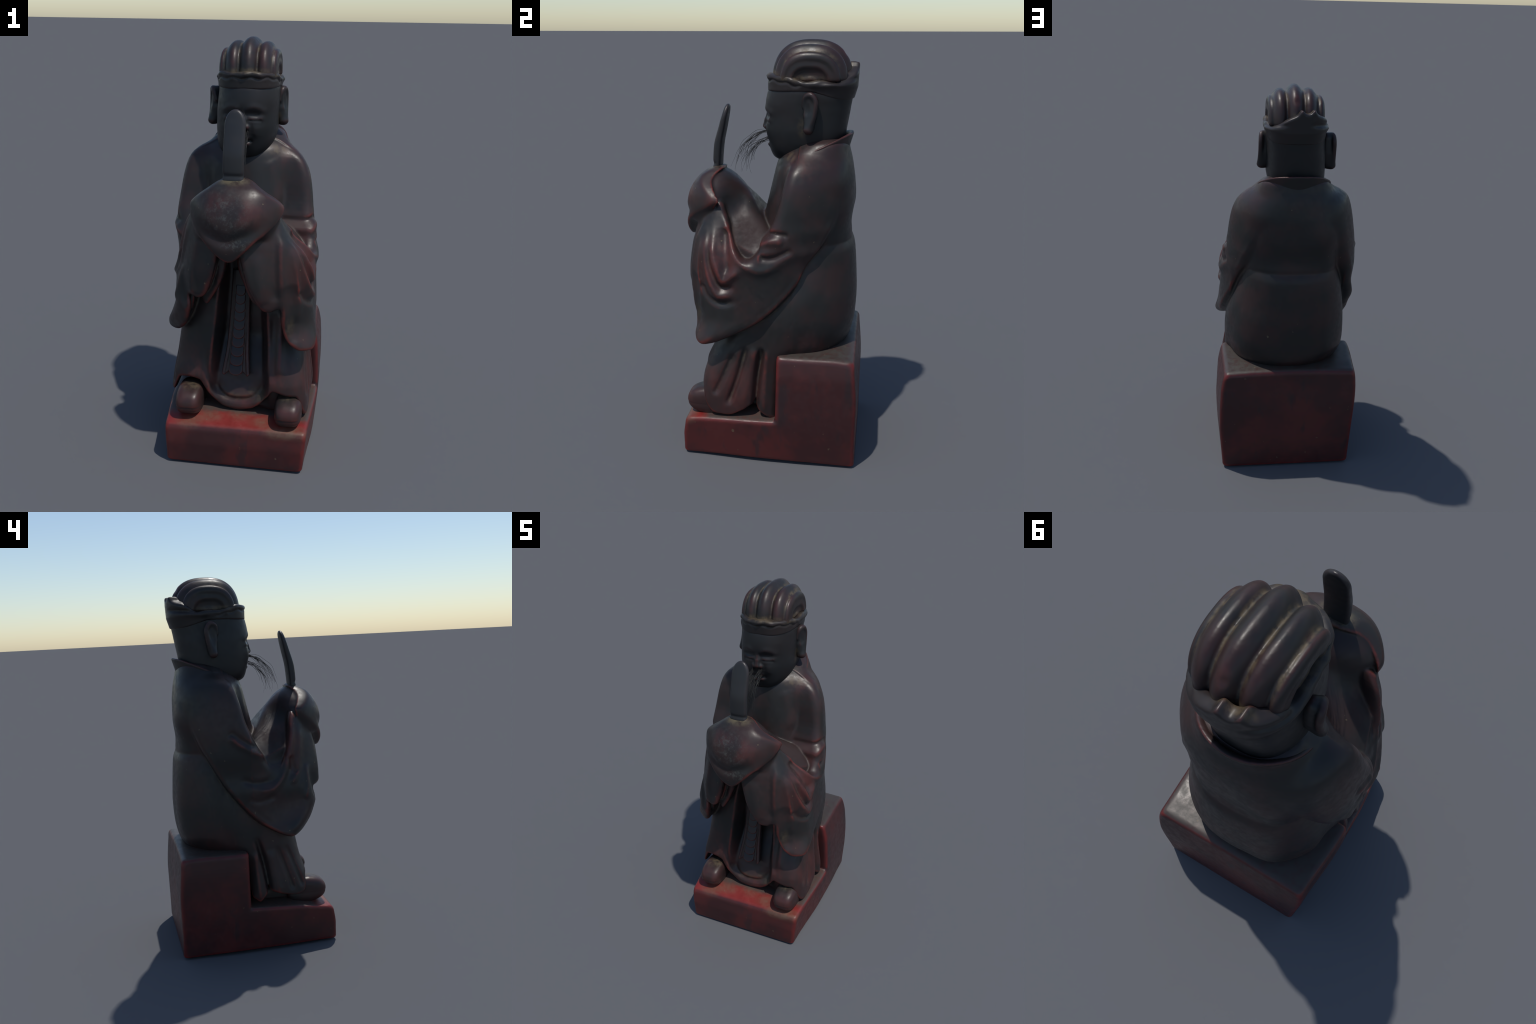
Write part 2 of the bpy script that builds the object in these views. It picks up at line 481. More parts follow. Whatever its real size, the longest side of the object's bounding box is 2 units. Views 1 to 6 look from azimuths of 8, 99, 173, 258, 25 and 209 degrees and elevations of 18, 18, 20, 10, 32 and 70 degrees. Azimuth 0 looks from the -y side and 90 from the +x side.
OUTER = {  # how far out the sleeve stands at each height
    1: ([0.58, 0.70, 0.80, 0.95, 1.05, 1.12, 1.20, 1.27, 1.35, 1.41, 1.46, 1.50],
        [0.372, 0.362, 0.354, 0.347, 0.346, 0.330, 0.315, 0.307, 0.293, 0.270, 0.234, 0.185]),
    -1: ([0.58, 0.64, 0.72, 0.80, 0.88, 0.97, 1.08, 1.18, 1.28, 1.36, 1.43, 1.47, 1.50],
         [0.392, 0.380, 0.362, 0.360, 0.368, 0.358, 0.368, 0.364, 0.352, 0.338, 0.316, 0.284, 0.23]),
}
FOLDS = {  # swags on the sleeve's outer face (y, z) with height and width
    1: [([(-0.222, 1.24), (-0.203, 1.173), (-0.162, 1.08), (-0.12, 1.018), (-0.044, 0.985), (0.03, 1.005), (0.13, 1.065)], 0.012, 0.022),
        ([(-0.268, 1.253), (-0.265, 1.065), (-0.236, 0.985), (-0.205, 0.931), (-0.155, 0.962), (-0.12, 1.0)], 0.017, 0.020),
        ([(-0.297, 1.164), (-0.298, 1.005), (-0.268, 0.91), (-0.226, 0.857), (-0.147, 0.868)], 0.014, 0.018),
        ([(-0.325, 1.10), (-0.335, 0.95), (-0.325, 0.84), (-0.33, 0.74)], 0.010, 0.018),
        ([(-0.222, 1.16), (-0.208, 1.09), (-0.195, 1.02), (-0.185, 0.96)], -0.016, 0.022),
        ([(-0.285, 1.15), (-0.282, 1.03), (-0.25, 0.935), (-0.215, 0.895), (-0.14, 0.905)], -0.014, 0.014),
        ([(-0.315, 1.05), (-0.315, 0.93), (-0.285, 0.85), (-0.21, 0.82), (-0.13, 0.84)], -0.011, 0.014),
        ([(-0.06, 1.10), (0.0, 1.125), (0.08, 1.12)], 0.010, 0.02),
        ([(-0.04, 1.045), (0.03, 1.05), (0.12, 1.09)], -0.012, 0.014),
        ([(-0.045, 1.13), (0.03, 1.155), (0.10, 1.15)], -0.010, 0.012)],
    -1: [([(-0.235, 1.278), (-0.215, 1.122), (-0.165, 0.968), (-0.09, 0.89), (0.0, 0.885)], 0.016, 0.020),
         ([(-0.27, 1.22), (-0.265, 1.08), (-0.235, 0.95), (-0.19, 0.90)], 0.010, 0.018),
         ([(-0.205, 1.05), (-0.215, 0.99), (-0.235, 0.95)], -0.013, 0.016),
         ([(-0.135, 0.99), (-0.07, 0.93), (0.02, 0.93), (0.08, 0.96)], -0.012, 0.016),
         ([(-0.12, 0.85), (-0.02, 0.83), (0.05, 0.85)], -0.007, 0.014),
         ([(-0.08, 1.05), (0.0, 1.09), (0.08, 1.14), (0.13, 1.19)], 0.010, 0.018),
         ([(-0.02, 1.10), (0.06, 1.15), (0.13, 1.21)], -0.009, 0.014),
         ([(-0.30, 1.0), (-0.305, 0.9), (-0.28, 0.80)], 0.009, 0.016)],
}


def sleeve_field(b, s):
    x, y, z = b.X * s, b.Y, b.Z
    # the hem slants forward towards the body: only the outer sheet hangs this far back
    slant = 1.0 * np.maximum(0.30 - x, 0) * sstep(1.12, 0.95, z) * sstep(-0.25, -0.05, y)
    side = poly(y, z, SIDE[s])
    side = np.maximum(side, side + 0.62 * slant)
    zs, xs = OUTER[s]
    out = curve(zs, xs, z)
    if s > 0:
        out = out - sstep(-0.04, -0.28, y) * curve([0.6, 0.85, 0.97, 1.06, 1.15, 1.25, 1.35], [0.0, 0.006, 0.015, 0.05, 0.10, 0.13, 0.16], z)
    else:
        out = out - np.clip((0.02 - y) / 0.32, 0, 1.2) * curve([0.6, 0.66, 0.78, 0.95, 1.06, 1.25, 1.35], [0.02, 0.02, 0.06, 0.09, 0.125, 0.16, 0.18], z)
    out = out + 0.012 * sstep(0.0, -0.25, y) * sstep(0.75, 0.62, z) * (s > 0)
    if s > 0:
        out = out - curve([0.85, 1.05, 1.2, 1.38], [1.1, 1.25, 1.9, 2.5], z) * np.maximum(y - curve([0.80, 1.0, 1.08, 1.18, 1.38], [-0.055, -0.05, -0.01, 0.06, 0.10], z), 0) ** 2
    else:
        out = out - 1.9 * np.maximum(y - 0.09, 0) ** 2
    d = smax(side, x - out, 0.05)
    d = smax(d, poly(x, z, FRONT[s]), 0.022)
    # front face: on one side a cone fanning out from the wrist, on the other a flatter panel
    if s > 0:
        u = np.maximum(x - 0.05, 0)
        yf = curve([0.62, 0.80, 0.90, 1.10, 1.25], [-0.424, -0.424, -0.424, -0.400, -0.372], z) \
            + curve([0.62, 0.85, 1.10, 1.25], [0.16, 0.15, 0.21, 0.50], z) * u \
            + curve([0.62, 0.75, 0.85, 1.10, 1.25], [1.6, 4.5, 4.8, 5.0, 12.0], z) * u ** 3
        yf = yf + 3.0 * np.maximum(0.05 - x, 0) ** 2
    else:
        u = np.maximum(x - 0.08, 0)
        yf = curve([0.62, 0.72, 0.82, 0.93, 1.10, 1.25], [-0.340, -0.392, -0.416, -0.420, -0.402, -0.372], z) \
            + curve([0.62, 0.93, 1.10, 1.25], [0.30, 0.30, 0.40, 0.50], z) * u + curve([0.62, 0.78, 0.93, 1.10, 1.25], [3.0, 3.5, 8.0, 8.0, 8.0], z) * u ** 3 \
            + 3.0 * np.maximum(0.08 - x, 0) ** 2
    base = yf
    # hanging folds of the front face
    folds = ([([(0.20, 1.22), (0.215, 1.04), (0.225, 0.92), (0.238, 0.83), (0.23, 0.72)], 0.015, 0.028),
              ([(0.25, 1.12), (0.285, 0.98), (0.30, 0.88)], 0.010, 0.018),
              ([(0.175, 1.18), (0.18, 1.0), (0.19, 0.86)], -0.009, 0.024),
              ([(0.255, 0.95), (0.262, 0.80), (0.272, 0.64)], -0.015, 0.030),
              ([(0.10, 1.1), (0.12, 0.95), (0.14, 0.85)], 0.006, 0.03)] if s > 0 else
             [([(0.17, 1.2), (0.19, 1.05), (0.20, 0.93), (0.19, 0.86)], 0.012, 0.024),
              ([(0.235, 1.15), (0.26, 1.0), (0.245, 0.88), (0.235, 0.78)], -0.014, 0.020),
              ([(0.24, 1.2), (0.29, 1.0), (0.31, 0.88)], 0.010, 0.020)])
    for line, amp, w in folds:
        yf = yf - ridge(x, z, line, amp, w)
    under = sstep(0.012, -0.012, poly(b.X, z, FLAP))
    yf = yf + under * np.maximum(flap_y(b.X, z) + 0.040 - yf, 0)
    d = smax(d, (yf - y) * 0.9, 0.03)
    hem = [p for p in SIDE[s] if p[0] > -0.30 and 0.55 < p[1] < 1.32 and p[0] > (p[1] - 0.98) * 0.62 - 0.02 - 0.3 * (p[1] < 0.70)]
    d = d - ridge(y, z, hem, 0.010, 0.022, 0.3) * sstep(0.15, 0.2, x)
    for line, amp, w in FOLDS[s]:
        d = d - ridge(y, z, line, amp * 0.9, w * 1.1) * sstep(0.13, 0.18, x)
    # second cloth layer seen inside the sleeve mouth
    inner = smax(poly(x, z, [(0.02 if s > 0 else 0.06, 1.10), (0.0 if s > 0 else 0.045, 1.02), (0.032 if s > 0 else 0.068, 0.93), (0.08 if s > 0 else 0.12, 0.83),
                             (0.15, 0.80), (0.18, 0.86), (0.18, 1.02), (0.11, 1.12)]), np.abs(y - base - 0.125) - 0.04, 0.02)
    d = smin(d, inner, 0.006)
    # hollow of the sleeve mouth under the front layer
    pit = smax(np.abs(y - base - 0.056) - 0.012, poly(x, z, [(0.02, 1.0), (0.06, 0.87), (0.12, 0.78), (0.22, 0.75), (0.2, 0.9), (0.1, 1.02)]), 0.01)
    return smax(d, -pit, 0.012)


def torso_field(b):
    rows = [(0.48, 0.003, 0.05, 0.27, -0.10, 0.31), (0.535, 0.003, 0.05, 0.288, -0.10, 0.338),
            (0.60, 0.003, 0.05, 0.306, -0.10, 0.380), (0.70, 0.004, 0.05, 0.314, -0.10, 0.399),
            (0.80, 0.000, 0.06, 0.306, -0.10, 0.403), (0.90, -0.006, 0.08, 0.288, -0.095, 0.398),
            (1.00, -0.010, 0.11, 0.266, -0.095, 0.390), (1.04, -0.010, 0.13, 0.254, -0.10, 0.385),
            (1.09, -0.010, 0.15, 0.243, -0.08, 0.370), (1.15, -0.012, 0.17, 0.240, -0.068, 0.364),
            (1.25, -0.018, 0.18, 0.242, -0.045, 0.373), (1.35, -0.024, 0.19, 0.238, -0.022, 0.371),
            (1.43, -0.026, 0.19, 0.224, -0.002, 0.362), (1.47, -0.024, 0.19, 0.205, 0.015, 0.354),
            (1.50, -0.020, 0.20, 0.190, 0.045, 0.346), (1.53, -0.018, 0.22, 0.172, 0.10, 0.340), (1.56, -0.018, 0.25, 0.15, 0.17, 0.33)]
    d = loft(b, rows, np.where(b.Y < 0.12, 2.0, curve([0.5, 0.9, 1.15], [2.25, 2.3, 2.4], b.Z)), 0.03)
    d = d - 0.010 * sstep(-0.05, -0.2, b.X) * sstep(0.12, 0.25, b.Y) * sstep(0.55, 0.65, b.Z) * sstep(1.35, 1.2, b.Z)
    d = d - 0.014 * np.exp(-((b.X + 0.16) / 0.09) ** 2 - ((b.Z - 1.28) / 0.10) ** 2) * sstep(0.2, 0.3, b.Y)
    # belt line across the back and the shallow folds of the chest
    d = d + 0.002 * np.exp(-((b.Z - 1.085) / 0.012) ** 2) * sstep(0.2, 0.3, b.Y)
    d = d - ridge(b.X, b.Z, [(0.10, 1.44), (0.13, 1.35), (0.15, 1.2)], 0.004, 0.032) * sstep(0.15, 0.05, b.Y)
    d = d - ridge(b.X, b.Z, [(-0.14, 1.44), (-0.17, 1.35), (-0.18, 1.2)], 0.004, 0.032) * sstep(0.15, 0.05, b.Y)
    return d


def skirt_field(b):
    x, y, z = b.X, b.Y, b.Z
    rows = [(0.18, 0.0, -0.10, 0.345, -0.288, 0.07), (0.26, 0.0, -0.10, 0.347, -0.294, 0.07), (0.33, 0.0, -0.10, 0.345, -0.306, 0.07),
            (0.40, 0.0, -0.10, 0.338, -0.302, 0.08), (0.45, 0.0, -0.09, 0.331, -0.290, 0.09), (0.50, 0.0, -0.07, 0.325, -0.275, 0.10),
            (0.60, 0.0, -0.02, 0.318, -0.250, 0.15), (0.70, 0.0, 0.0, 0.312, -0.232, 0.22), (0.80, 0.0, 0.02, 0.30, -0.212, 0.25),
            (0.90, 0.0, 0.04, 0.270, -0.175, 0.28), (1.0, 0.0, 0.06, 0.22, -0.10, 0.28), (1.08, 0.0, 0.08, 0.16, -0.06, 0.28)]
    b2 = Box.__new__(Box)
    b2.X, b2.Z = x, z
    b2.Y = y + (0.034 * sstep(0.05, 0.22, x) - 0.022 * sstep(-0.05, -0.22, x)) * sstep(0.0, -0.2, y) * sstep(0.68, 0.45, z)   # one knee stands further out
    d = loft(b2, rows, curve([0.3, 0.45, 0.65], [6.5, 5.0, 3.5], z), 0.03)
    fr = sstep(0.05, -0.08, y)
    # channel for the sash with raised folds each side, closing in a U
    u1 = ridge(x, z, [(-0.115, 0.92), (-0.118, 0.70), (-0.120, 0.52), (-0.105, 0.42), (-0.055, 0.365), (0.01, 0.352), (0.075, 0.372), (0.112, 0.43), (0.118, 0.52), (0.112, 0.70), (0.105, 0.92)], 0.003, 0.022)
    u2 = ridge(x, z, [(-0.16, 0.60), (-0.155, 0.46), (-0.12, 0.36), (-0.06, 0.308), (0.01, 0.297), (0.08, 0.312), (0.13, 0.37), (0.155, 0.46), (0.16, 0.60)], -0.010, 0.014)
    u3 = ridge(x, z, [(0.165, 0.75), (0.172, 0.55), (0.178, 0.42)], -0.008, 0.018) + ridge(x, z, [(0.20, 0.78), (0.205, 0.6), (0.21, 0.45)], 0.008, 0.02)
    half = curve([0.26, 0.42, 0.50, 0.70, 0.90], [0.130, 0.132, 0.126, 0.108, 0.095], z)
    well = sstep(0.024, -0.028, np.abs(x - 0.010) - half) * curve([0.26, 0.30, 0.36, 0.42, 0.50, 0.60, 0.70, 0.80, 0.90, 0.98], [0.0, 0.012, 0.040, 0.055, 0.064, 0.074, 0.078, 0.070, 0.050, 0.01], z)
    d = d + (well - u1 - u2 - u3) * fr
    # side pleats
    for s, lines in ((1, [([(-0.025, 0.60), (-0.045, 0.45), (-0.062, 0.24)], -0.022, 0.014), ([(-0.10, 0.60), (-0.14, 0.44), (-0.195, 0.28)], -0.013, 0.014),
                          ([(-0.16, 0.56), (-0.21, 0.44), (-0.26, 0.33)], -0.009, 0.014), ([(-0.06, 0.60), (-0.085, 0.45), (-0.12, 0.27)], 0.006, 0.02),
                          ([(0.0, 0.60), (-0.008, 0.45), (-0.012, 0.25)], 0.006, 0.016)]),
                     (-1, [([(0.012, 0.64), (-0.03, 0.48), (-0.055, 0.28)], -0.022, 0.014), ([(0.02, 0.56), (0.012, 0.42), (0.004, 0.28)], 0.007, 0.015),
                           ([(-0.10, 0.58), (-0.15, 0.42), (-0.18, 0.32)], -0.007, 0.011), ([(-0.15, 0.58), (-0.205, 0.42), (-0.235, 0.33)], -0.006, 0.010),
                           ([(-0.06, 0.56), (-0.085, 0.42), (-0.105, 0.30)], 0.006, 0.02)])):
        m = sstep(0.18, 0.27, x * s)
        for line, amp, w in lines:
            d = d - ridge(y, z, line, amp * 0.7, w * 1.1) * m
    # hem: deep U between the shoes, arched over them, scalloped along the sides
    hx = curve([-0.36, -0.31, -0.25, -0.19, -0.155, -0.11, -0.06, 0.0, 0.06, 0.11, 0.15, 0.185, 0.24, 0.31, 0.36],
               [0.345, 0.375, 0.392, 0.385, 0.34, 0.285, 0.255, 0.243, 0.252, 0.282, 0.335, 0.378, 0.362, 0.350, 0.31], x)
    hr = curve([-0.33, -0.30, -0.258, -0.19, -0.12, -0.067, -0.03, 0.0, 0.032], [0.34, 0.272, 0.236, 0.232, 0.262, 0.296, 0.262, 0.24, 0.226], y)
    hl = curve([-0.33, -0.28, -0.254, -0.198, -0.12, -0.052, -0.02, 0.005, 0.03], [0.39, 0.34, 0.306, 0.292, 0.305, 0.326, 0.30, 0.275, 0.29], y)
    wr, wl = sstep(0.290, 0.328, x), sstep(-0.290, -0.33, x)
    hem = hx * (1 - wr) * (1 - wl) + hr * wr + hl * wl
    shell = smax(d, (hem - z) * 0.8, 0.012)
    core = smax(d + 0.05, 0.19 - z, 0.01)
    return smin(shell, core, 0.008)


def flap_y(x, z):
    """Front surface of the cloth flap: bulging, swept back towards its side tips."""
    y = curve([1.04, 1.10, 1.16, 1.22, 1.28, 1.33, 1.37, 1.40], [-0.434, -0.444, -0.448, -0.445, -0.432, -0.406, -0.370, -0.315], z)
    return y + 0.135 * (np.abs(x + 0.010) / 0.21) ** 2.8


FLAP = [(-0.06, 1.398), (-0.125, 1.360), (-0.185, 1.318), (-0.218, 1.282), (-0.207, 1.232), (-0.165, 1.172), (-0.095, 1.104),
        (-0.045, 1.065), (-0.015, 1.056), (0.015, 1.070), (0.06, 1.112), (0.13, 1.180), (0.185, 1.232), (0.206, 1.272), (0.175, 1.315), (0.11, 1.360), (0.04, 1.398)]


def cloth_field(b):
    """Tent of cloth over the joined hands: dome, plus the flap that hangs to a point."""
    x, y, z = b.X + 0.012, b.Y, b.Z
    prof = [(-0.07, 1.195), (-0.118, 1.266), (-0.19, 1.346), (-0.25, 1.387), (-0.30, 1.402), (-0.35, 1.378), (-0.40, 1.32),
            (-0.41, 1.22), (-0.34, 1.12), (-0.26, 1.05), (-0.15, 0.98), (-0.04, 0.97), (0.02, 1.08)]
    side = poly(y, z, prof)
    hw = curve([1.0, 1.1, 1.2, 1.28, 1.32, 1.36, 1.385, 1.41], [0.235, 0.20, 0.19, 0.186, 0.158, 0.112, 0.08, 0.045], z)
    rear = curve([1.0, 1.05, 1.10, 1.15, 1.20, 1.25, 1.30, 1.38], [0.32, 0.290, 0.252, 0.202, 0.146, 0.100, 0.062, 0.035], z)
    hw = hw + (rear - hw) * sstep(-0.29, -0.14, y)
    yf = flap_y(b.X, z)
    dome = smax(side, np.abs(x) - hw, 0.06)
    dome = smax(dome, yf + 0.022 - y, 0.02)
    yf = yf + ridge(b.X, z, [(-0.17, 1.25), (-0.10, 1.18), (-0.02, 1.155), (0.07, 1.19), (0.15, 1.26)], 0.013, 0.028)
    slab = smax(yf - y, y - yf - 0.048, 0.016)
    flap = smax(slab, poly(b.X, z, FLAP), 0.012)
    for side_x in (-0.21, 0.20):                        # filler ball added to close the hole in each arm's crook
        dome = smin(dome, ball(b, (side_x, -0.085, 0.935), (0.12, 0.12, 0.115)), 0.05)
    return smin(dome, flap, 0.04)


def build_robe():
    b = Box((-0.43, -0.475, 0.175), (0.42, 0.425, 1.56), H)
    parts = [("torso", torso_field(b)), ("robe_skirt", skirt_field(b)), ("hand_cover_cloth", cloth_field(b)),
             ("sleeve", sleeve_field(b, 1)), ("sleeve", sleeve_field(b, -1))]
    T, S, C, R, L = (p[1] for p in parts)
    F = smin(T, S, 0.03)
    A = smin(R, L, 0.01)
    A = smin(A, C, 0.010)
    F = smin(F, A, 0.012 + 0.04 * sstep(1.28, 1.44, b.Z))
    V, Q = surface_nets(F, b)
    # label each face by the part whose own surface lies closest
    mid = V[Q].mean(1)
    ijk = np.clip(np.round((mid - b.lo) / b.h).astype(int), 0, np.array(b.n) - 1)
    lab = np.argmin(np.stack([np.broadcast_to(f, F.shape)[tuple(ijk.T)] for _, f in parts], 1), 1)
    V = relax(V, Q, 3)
    N = vert_normals(V, Q)
    for i, (name, _) in enumerate(parts):
        q = Q[lab == i]
        u, inv = np.unique(q, return_inverse=True)
        add_mesh(name, V[u], inv.reshape(q.shape), M_CLOTH if name == "hand_cover_cloth" else M_ROBE, N[u])


build_robe()


# ---- collar: standing band, high at the nape, running down under the chin
def build_collar():
    b = Box((-0.25, -0.03, 1.38), (0.21, 0.40, 1.63), 0.004)
    x, y, z = b.X + 0.02, b.Y - 0.165, b.Z
    top = curve([-0.17, -0.10, 0.02, 0.12, 0.17, 0.20], [1.385, 1.448, 1.515, 1.560, 1.580, 1.588], y)
    flare = np.clip((z - (top - 0.09)) / 0.09, 0, 1.2)
    rx, ry = 0.158 + 0.022 * flare, 0.160 + 0.026 * flare
    r = np.sqrt((x / rx) ** 2 + (y / ry) ** 2)
    band = np.abs(r - 1) * 0.165 - 0.0105
    d = smax(band, z - top, 0.012)
    d = smax(d, top - 0.11 - z, 0.02)
    d = smax(d, 0.035 - b.Y, 0.01)
    solid("collar", d, b, M_COLLAR)


build_collar()


# ---- head
def build_head():
    b = Box((-0.23, -0.11, 1.40), (0.19, 0.39, 1.90), 0.004)
    x, y, z = b.X, b.Y, b.Z
    rows = [(1.435, -0.036, 0.12, 0.085, 0.010, 0.27), (1.46, -0.036, 0.12, 0.110, -0.022, 0.30),
            (1.49, -0.034, 0.12, 0.130, -0.036, 0.312), (1.54, -0.029, 0.13, 0.144, -0.047, 0.318),
            (1.60, -0.025, 0.13, 0.149, -0.054, 0.326), (1.66, -0.023, 0.13, 0.149, -0.056, 0.336),
            (1.70, -0.020, 0.13, 0.148, -0.059, 0.342), (1.76, -0.017, 0.14, 0.147, -0.050, 0.350),
            (1.80, -0.017, 0.14, 0.138, -0.030, 0.340), (1.83, -0.017, 0.14, 0.11, 0.0, 0.31)]
    d = loft(b, rows, np.where(b.Y < 0.12, 2.25, 2.7), 0.03)
    d = smin(d, loft(b, [(1.41, -0.02, 0.18, 0.13, 0.06, 0.31), (1.5, -0.02, 0.18, 0.135, 0.05, 0.315)], 2.2), 0.02)
    cx = -0.022
    f = sstep(0.06, 0.0, y)
    soft = lambda line, amp, w: ridge(x, z, line, amp, w, 0)
    brow = soft( [(cx - 0.095, 1.672), (cx - 0.05, 1.688), (cx - 0.018, 1.672)], 0.0035, 0.016) + \
        soft( [(cx + 0.095, 1.672), (cx + 0.05, 1.688), (cx + 0.018, 1.672)], 0.0035, 0.016)
    lid = soft( [(cx - 0.085, 1.637), (cx - 0.055, 1.634), (cx - 0.025, 1.642)], 0.004, 0.014) + \
        soft( [(cx + 0.085, 1.637), (cx + 0.055, 1.634), (cx + 0.025, 1.642)], 0.004, 0.014)
    sock = soft( [(cx - 0.06, 1.652), (cx - 0.018, 1.655), (cx + 0.018, 1.655), (cx + 0.06, 1.652)], -0.007, 0.02)
    slit = soft( [(cx - 0.080, 1.626), (cx - 0.03, 1.628)], -0.003, 0.005) + soft( [(cx + 0.03, 1.628), (cx + 0.080, 1.626)], -0.003, 0.005)
    mouth = soft( [(cx - 0.035, 1.533), (cx, 1.528), (cx + 0.035, 1.533)], -0.006, 0.008) + \
        soft( [(cx - 0.022, 1.516), (cx + 0.022, 1.516)], 0.006, 0.011) + soft( [(cx - 0.022, 1.546), (cx + 0.022, 1.546)], 0.003, 0.010)
    cheek = soft( [(cx - 0.065, 1.585), (cx - 0.060, 1.57)], 0.006, 0.03) + soft( [(cx + 0.065, 1.585), (cx + 0.060, 1.57)], 0.006, 0.03)
    fold = soft( [(cx - 0.034, 1.59), (cx - 0.05, 1.55)], -0.0012, 0.012) + soft( [(cx + 0.034, 1.59), (cx + 0.05, 1.55)], -0.0012, 0.012)
    d = d - (brow + lid + sock + slit + mouth + cheek + fold) * f
    nose = tube(b, [(cx, -0.046, 1.665), (cx, -0.056, 1.63), (cx, -0.060, 1.602)], [0.009, 0.011, 0.0155])
    for s in (-1, 1):
        nose = smin(nose, ball(b, (cx + s * 0.019, -0.051, 1.597), (0.011, 0.014, 0.011)), 0.008)
    d = smin(d, nose, 0.012)
    solid("head", d, b, M_SKIN)

    for s, x0, z0 in ((1, 0.121, 0.008), (-1, -0.180, 0.0)):
        e = Box((x0 - 0.05 if s > 0 else x0 - 0.085, 0.09, 1.55), (x0 + 0.07 if s > 0 else x0 + 0.05, 0.25, 1.80), 0.0035)
        k = s * (1.0 if s > 0 else 1.15)
        rim = smooth_tube(e, [(x0 + k*0.004, 0.135, 1.700 + z0), (x0 + k*0.016, 0.145, 1.743 + z0), (x0 + k*0.026, 0.172, 1.750 + z0), (x0 + k*0.030, 0.190, 1.720 + z0),
                       (x0 + k*0.030, 0.184, 1.665 + z0), (x0 + k*0.028, 0.168, 1.618 + z0), (x0 + k*0.028, 0.160, 1.598 + z0)],
                   [0.010, 0.0125, 0.013, 0.0125, 0.013, 0.017, 0.020])
        slab = tube(e, [(x0 + k*0.006, 0.165, 1.735 + z0), (x0 + k*0.010, 0.162, 1.66 + z0), (x0 + k*0.020, 0.158, 1.600 + z0)], [0.023, 0.025, 0.020])
        d = smin(rim, slab, 0.012)
        d = smin(d, ball(e, (x0 - s * 0.005, 0.165, 1.67 + z0), (0.026, 0.028, 0.085)), 0.02)
        d = smax(d, -ball(e, (x0 + k*0.034, 0.150, 1.69 + z0), (0.010, 0.012, 0.028)), 0.010)
        solid("ear", d, e, M_SKIN)


build_head()


